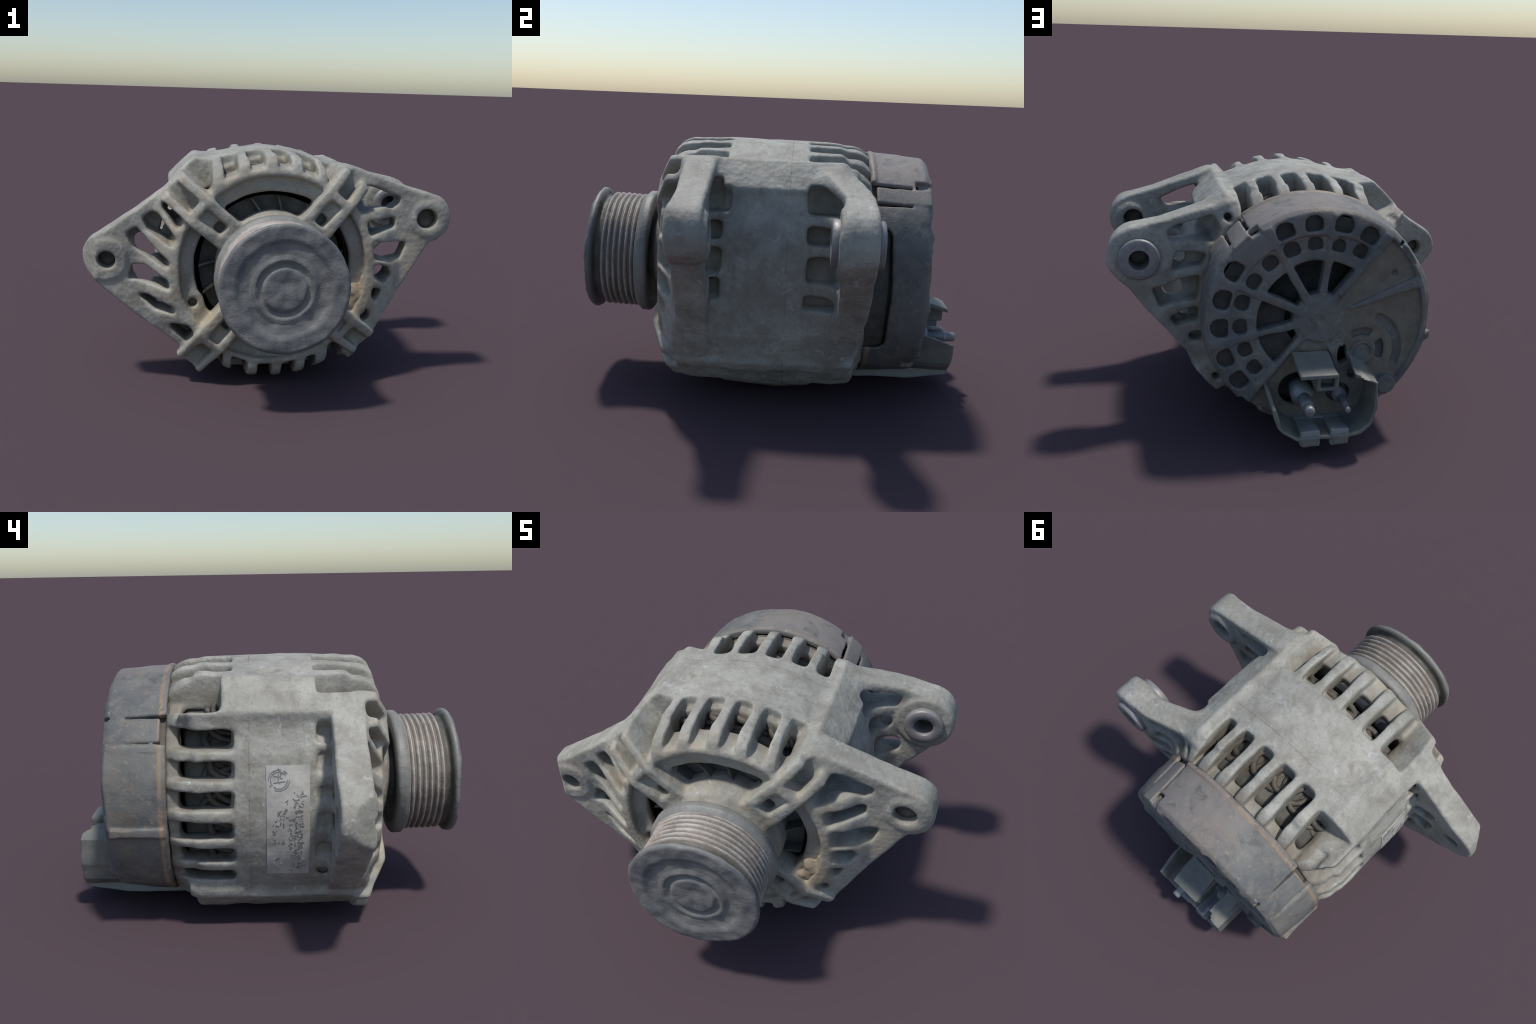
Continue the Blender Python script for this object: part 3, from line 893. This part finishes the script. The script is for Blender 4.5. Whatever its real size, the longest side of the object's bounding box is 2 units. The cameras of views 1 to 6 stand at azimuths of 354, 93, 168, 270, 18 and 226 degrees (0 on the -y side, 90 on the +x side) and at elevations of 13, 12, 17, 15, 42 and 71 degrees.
def vent(rad, ang, half, h0, h1, k):
    """rounded-square vent hole"""
    c, s = cos(math.radians(ang)), sin(math.radians(ang))
    cov.prism("cut", [(CX + u * c - w * s, CZ + u * s + w * c) for u, w in ((rad - h0, -half), (rad + h1 * 0.45, -half), (rad + h1, -half * 0.45), (rad + h1, half * 0.45), (rad + h1 * 0.45, half), (rad - h0, half))], 0.68, 0.80, 0.015, 0.004, fillet=0.018)


for i, a in enumerate((-37, -20.6, -2.2, 15.1, 32.5, 68.4, 85.1, 102.4, 118.9)):
    vent(0.482 + pick[i, 0], a, 0.045, 0.039, 0.038, i)
for i, a in enumerate((-36.8, -20.7, -2.6, 15.6, 33, 50.5, 68.2, 85.9, 102.4, 119.5)):
    vent(0.386 + pick[i + 12, 0], a, 0.036, 0.034, 0.031, i)
# clip tabs in the rim
for a0, a1 in ((46, 57), (136, 150), (301, 314)):
    cov.revolve("cut", [(0.528, 0.66), (0.556, 0.66), (0.556, 0.85), (0.528, 0.85)], 0.004, (a0, a1))
for a0, a1 in ((138.2, 150.0), (41.5, 51.5)):
    cov.revolve("add", [(0.535, 0.475), (0.563, 0.475), (0.552, 0.730), (0.535, 0.730)], 0.0, (a0, a1))
    for a in (a0 - 0.9, a1 + 0.4):
        cov.revolve("cut", [(0.50, 0.40), (0.65, 0.40), (0.65, 0.640), (0.50, 0.640)], 0.003, (a - 0.75, a + 0.75))
    cov.revolve("cut", [(0.50, 0.40), (0.65, 0.40), (0.65, 0.470), (0.50, 0.470)], 0.003, (a0 - 1.5, a1 + 1))
# clearance for the rear lug
cov.box("cut", (0.36, 0.30, 0.318), (0.75, 0.548, 0.905), 0.05, 0.006)
# brush-holder arcs round the small cap
CAP = (-0.219, 0.458)
ring_slot = lambda r, w, a0, a1: arc(CAP, r + w, a0, a1, 12) + arc(CAP, r - w, a1, a0, 12)
for r, w, a0, a1, y0 in ((0.190, 0.021, 112, 206, 0.700), (0.102, 0.020, 58, 118, 0.69), (0.102, 0.022, -30, 22, 0.66), (0.100, 0.020, 150, 205, 0.69)):
    cov.prism("cut", ring_slot(r, w, a0, a1), y0, 0.80, 0.008, 0.004)
cov.rod("add", CAP, 0.062, 0.705, 0.742, 0.004, 0.006)
cov.rod("cut", CAP, 0.046, 0.724, 0.80, 0.002, 0.003)
cov.rod("add", CAP, 0.042, 0.700, 0.736, 0.006, 0.0)
cov.rod("add", (-0.352, 0.283), 0.052, 0.60, 0.752, 0.006, 0.004)
p = at(0.434, 149.3)
cov.rod("cut", (p[0], p[2]), 0.016, 0.70, 0.80, 0.0, 0.003)
# terminal openings
STUD, STUD2 = (0.085, 0.272), (-0.108, 0.250)
cov.rod("cut", (STUD[0] + 0.015, STUD[1]), 0.083, 0.69, 0.80, 0.0, 0.004)
cov.rod("cut", STUD2, 0.056, 0.69, 0.80, 0.0, 0.004)
cov.rod("cut", (-0.178, 0.350), 0.024, 0.69, 0.80, 0.0, 0.004)
cov.soften(1)
cov.roughen(0.09, 0.0026, 7)
cov.roughen(0.03, 0.0008, 8)
v, q = cov.skin(1)
c = v[q].mean(1)
ang = np.degrees(np.arctan2(c[:, 2] - CZ, c[:, 0] - CX)) % 360
rr = np.hypot(c[:, 2] - CZ, c[:, 0] - CX)
flat = (c[:, 1] > 0.707) & (c[:, 1] < 0.7255) & (rr > 0.14) & (rr < 0.53)
lab2 = np.zeros(len(q), int)
lab2[flat & (((ang > 131.5) & (ang < 157)))] = 1
lab2[flat & (((ang > 163) & (ang < 226)))] = 2
lab2[flat & ((ang > 251) & (ang < 309))] = 3
lab2[(np.hypot(c[:, 0] - HUB[0], c[:, 2] - HUB[1]) < 0.115) & (c[:, 1] > 0.718)] = 4
nor = vertex_normals(v, q)
pieces = {}
for k, nm, mt in ((0, "rear_cover", M_PLASTIC), (1, "cover_panel", M_PANEL), (2, "cover_panel", M_PANEL), (3, "cover_panel", M_PANEL), (4, "hub_disc", M_PLASTIC)):
    qq = q[lab2 == k]
    used = np.unique(qq)
    remap = np.full(len(v), -1)
    remap[used] = np.arange(len(used))
    pieces[k] = mesh_object(nm, v[used], remap[qq], mt, alternator if k == 0 else pieces[0], nor[used])
rear_cover = pieces[0]
# added dark backing close behind the vents, dark filler behind the windows
for k in range(10):
    ring = arc((CX, CZ), 0.518, -50 + k * 17.9, -50 + (k + 1) * 17.9, 5) + arc((CX, CZ), 0.303, -50 + (k + 1) * 17.9, -50 + k * 17.9, 5)
    n = len(ring)
    mesh_object("vent_backing", [(x, y, z) for y in (0.66, 0.719 + RNG.uniform(-0.006, 0.003)) for x, z in ring],
                [tuple(range(n)), tuple(range(2 * n - 1, n - 1, -1))] + [(i, n + i, n + (i + 1) % n, (i + 1) % n) for i in range(n)], M_DARK, alternator, smooth=False)
turned("rear_filler", [(0.0, -0.57), (0.505, -0.57), (0.515, -0.56), (0.515, -0.54), (0.536, -0.535), (0.538, -0.452), (0.54, -0.435), (0.0, -0.435)], M_GRIME, 64)  # filler drum added to close the dark gap between casting and cover
for k, (a0, a1) in enumerate(((-48, -13), (-9, 23))):  # dark filler wedges added to make two windows shallower
    ring = arc((CX, CZ), 0.31, a0, a1, 9) + arc((CX, CZ), 0.16, a1, a0, 7)
    v = [(x, y, z) for y in (0.60, 0.695 - 0.012 * k) for x, z in ring]
    n = len(ring)
    mesh_object("window_fill", v, [tuple(range(n)), tuple(range(2 * n - 1, n - 1, -1))] + [(i, n + i, n + (i + 1) % n, (i + 1) % n) for i in range(n)], M_DARK, alternator, smooth=False)
turned("window_backing", [(0.0, -0.62), (0.16, -0.62), (0.17, -0.60), (0.23, -0.60), (0.24, -0.585), (0.32, -0.58), (0.33, -0.46), (0.0, -0.46)], M_DARK, 48)  # added dark stepped disc closing off the cover windows

# ------------------------------------------------------------------ terminal shroud on the cover
sh = Solid((-0.32, 0.66, 0.03), (0.36, 1.0, 0.55), 0.0045)
lean = lambda x: 0 * x
inner_u = [(0.264, 0.33), (0.222, 0.178), (0.203, 0.154), (0.135, 0.113), (-0.11, 0.114), (-0.172, 0.127), (-0.222, 0.168), (-0.246, 0.25), (-0.243, 0.378), (-0.172, 0.412)]


def strip(path, w):
    """polygon of a wall of thickness 2w along a polyline"""
    p = np.array(path)
    t = np.gradient(p, axis=0)
    t /= np.linalg.norm(t, axis=1)[:, None]
    n = np.stack([-t[:, 1], t[:, 0]], 1) * w
    return [tuple(a) for a in p + n] + [tuple(a) for a in (p - n)[::-1]]


sh.prism("add", strip(inner_u, 0.009), 0.70, 0.922, 0.004, 0.004, inside=lambda x, y, z: np.maximum((z - 0.335 + 0.35 * (y - 0.76)) * np.where(x > 0, 1, -1) - np.where(x > 0, 0, 9), (z - 0.452 + 0.30 * (y - 0.74))))
# sloping roof plate with the square socket under it
sh.apply("add", lambda x, y, z: np.maximum(np.maximum(np.abs(x - 0.035 - 0.05 * (0.85 - y)) - 0.092, np.abs(z - 0.466 + 0.27 * (y - 0.74)) - 0.010), np.abs(y - 0.815) - 0.09), (-0.09, 0.72, 0.40), (0.18, 0.95, 0.50), 0.006)
sh.box("add", (-0.064, 0.72, 0.340), (0.042, 0.895, 0.432), 0.008, 0.006)
sh.box("cut", (-0.044, 0.84, 0.362), (0.022, 0.99, 0.404), 0.003, 0.003)
# short flap on the right
sh.apply("add", lambda x, y, z: np.maximum(np.maximum(np.abs(x + 0.19) - 0.043, np.abs(z - 0.428 - 0.45 * (x + 0.19) + 0.28 * (y - 0.74)) - 0.009), np.abs(y - 0.795) - 0.085), (-0.26, 0.70, 0.36), (-0.15, 0.93, 0.50), 0.006)
# clips at the rim
sh.box("add", (0.03, 0.86, 0.072), (0.112, 0.930, 0.125), 0.010, 0.01)
sh.box("add", (-0.112, 0.86, 0.075), (-0.035, 0.930, 0.130), 0.010, 0.01)
sh.box("cut", (-0.022, 0.74, 0.130), (0.022, 1.0, 0.146), 0.004, 0.004)
sh.roughen(0.05, 0.0020, 9)
v, q = sh.skin(1)
mesh_object("terminal_shroud", v, q, M_SHROUD, rear_cover, vertex_normals(v, q))
pad = Solid((-0.20, 0.38, 0.0), (0.20, 0.98, 0.16), 0.006)
for x0, x1 in ((0.024, 0.118), (-0.118, -0.030)):
    pad.apply("add", lambda x, y, z, a=x0, b=x1: extrude(np.abs(x - (a + b) / 2) - (b - a) / 2 + 0 * z, np.maximum(np.abs(y - 0.672) - 0.25, np.abs(z - 0.080 - 0.16 * np.maximum(y - 0.72, 0)) - 0.042), 0.008), (x0, 0.42, 0.02), (x1, 0.93, 0.15), 0.0)
pad.box("add", (-0.12, 0.44, 0.085), (0.12, 0.75, 0.13), 0.006, 0.006)
pad.roughen(0.06, 0.0015, 10)
v, q = pad.skin(1)
mesh_object("base_rail", v, q, M_PAD, rear_cover, vertex_normals(v, q))

# ------------------------------------------------------------------ threaded studs with collars
def stud(c, rad, y1, collar, y_collar):
    prof = [(0.0, 0.0), (collar, 0.0), (collar, y_collar - 0.69), (rad * 1.25, y_collar - 0.686), (rad * 1.2, y_collar - 0.68)]
    h, top = y_collar - 0.68, y1 - 0.69
    n = int((top - 0.05 - h) / 0.0075)
    for i in range(n):
        prof += [(rad, h + i * 0.0075 + 0.002), (rad * 0.86, h + i * 0.0075 + 0.006)]
    prof += [(rad * 0.8, top - 0.045), (rad * 0.76, top - 0.035), (rad * 0.72, top - 0.006), (rad * 0.6, top), (0.0, top)]
    v, f = lathe(prof, 40)
    ob = mesh_object("terminal_stud", v, f, M_STEEL, alternator)
    ob.matrix_world = Matrix.Translation((c[0], 0.69, c[1])) @ Matrix.Rotation(-pi / 2, 4, "X")
    return ob


stud(STUD, 0.033, 0.957, 0.056, 0.800)
stud(STUD2, 0.020, 0.925, 0.036, 0.775)

# ------------------------------------------------------------------ foil label wrapped on the barrel
R_LAB = 0.6225


def barrel_r(a, y):
    """radius of the casting in direction a (degrees), read from its distance field"""
    r = np.arange(0.57, 0.70, 0.002)
    x, z = CX + r * cos(math.radians(a)), CZ + r * sin(math.radians(a))
    g = [(q - body.lo[i]) / body.h for i, q in enumerate((x, np.full_like(x, y), z))]
    k = [q.astype(int) for q in g]
    f = 0
    for o in ((0, 0, 0), (1, 0, 0), (0, 1, 0), (0, 0, 1), (1, 1, 0), (1, 0, 1), (0, 1, 1), (1, 1, 1)):
        w = np.prod([np.where(o[i], g[i] - k[i], 1 - g[i] + k[i]) for i in range(3)], axis=0)
        f = f + w * body.f[k[0] + o[0], k[1] + o[1], k[2] + o[2]]
    out = np.argmax(f > 0)
    return r[out - 1] + 0.002 * f[out - 1] / (f[out - 1] - f[out]) + 0.0022


def wrapped(a0, a1, y0, y1, thick):
    """thin curved plate on the barrel between two angles"""
    na, ny = 24, 8
    vs, fs = [], []
    for lay in (thick, -0.012):
        for i in range(na + 1):
            for j in range(ny + 1):
                a = a0 + (a1 - a0) * i / na
                y = y0 + (y1 - y0) * j / ny
                vs.append(at(barrel_r(a, y) + lay, a, y))
    w = ny + 1
    o = (na + 1) * w
    for i in range(na):
        for j in range(ny):
            k = i * w + j
            fs += [(k, k + 1, k + w + 1, k + w), (o + k, o + k + w, o + k + w + 1, o + k + 1)]
    for i in range(na):
        for j in (0, ny):
            fs.append((i * w + j, (i + 1) * w + j, o + (i + 1) * w + j, o + i * w + j))
    for j in range(ny):
        for i in (0, na):
            fs.append((i * w + j, i * w + j + 1, o + i * w + j + 1, o + i * w + j))
    return vs, fs


label = mesh_object("label_plate", *wrapped(161.5, 211, -0.198, -0.006, 0.0015), M_LABEL, front_housing, smooth=False)
marks = []


def stroke(a0, y0, a1, y1, w):
    """one pen stroke on the label surface"""
    p, q = Vector((a0, y0 / R_LAB * 57.3)), Vector((a1, y1 / R_LAB * 57.3))
    d = (q - p)
    if d.length < 1e-4:
        return
    n = Vector((-d.y, d.x)).normalized() * (w / R_LAB * 57.3 / 2)
    loop = [p - n, q - n, q + n, p + n]
    vs = [at(barrel_r(u.x, u.y * R_LAB / 57.3) + r, u.x, u.y * R_LAB / 57.3) for r in (0.0030, 0.0) for u in loop]
    marks.append((vs, [(0, 1, 2, 3), (7, 6, 5, 4), (0, 4, 5, 1), (1, 5, 6, 2), (2, 6, 7, 3), (3, 7, 4, 0)]))


# round emblem: ring and a few crossing strokes
for ring in (0.046, 0.037):
    for i in range(28):
        b0, b1 = 2 * pi * i / 28, 2 * pi * (i + 1) / 28
        if RNG.random() < 0.85:
            k = 57.3 / R_LAB
            stroke(167.5 + ring * k * cos(b0), -0.062 + ring * sin(b0), 167.5 + ring * k * cos(b1), -0.062 + ring * sin(b1), 0.004)
for i in range(10):
    y = RNG.uniform(-0.09, -0.035)
    a = RNG.uniform(165, 170)
    stroke(a, y, a + RNG.normal(0, 1.6), y + RNG.normal(0, 0.014), 0.004)
# worn lines of lettering and the hatched code column, reading along the barrel
for ymid, tall, a0, a1, dens, wid in ((-0.043, 0.020, 181, 196, 0.55, 0.0038), (-0.072, 0.026, 180, 195, 0.6, 0.005), (-0.092, 0.018, 176, 184, 0.6, 0.004), (-0.112, 0.016, 183, 209, 0.6, 0.0036), (-0.146, 0.044, 173, 208, 1.0, 0.0045), (-0.055, 0.026, 202, 208, 0.8, 0.004)):
    a = a0
    while a < a1:
        if RNG.random() < dens:
            for _ in range(3 if tall < 0.04 else 5):
                y = ymid + RNG.uniform(-0.5, 0.5) * tall
                aa = a + RNG.uniform(-0.5, 0.5)
                if RNG.random() < 0.5:
                    stroke(aa, y, aa + RNG.normal(0, 0.3), y + RNG.uniform(-0.7, 0.7) * tall * 0.7, wid)
                else:
                    stroke(aa, y, aa + RNG.uniform(-1.0, 1.0), y + RNG.normal(0, 0.003), wid)
        a += 1.15
ob = mesh_object("printed_mark", *join(marks), M_INK, front_housing, smooth=False)
ob["kind"] = "stuff"
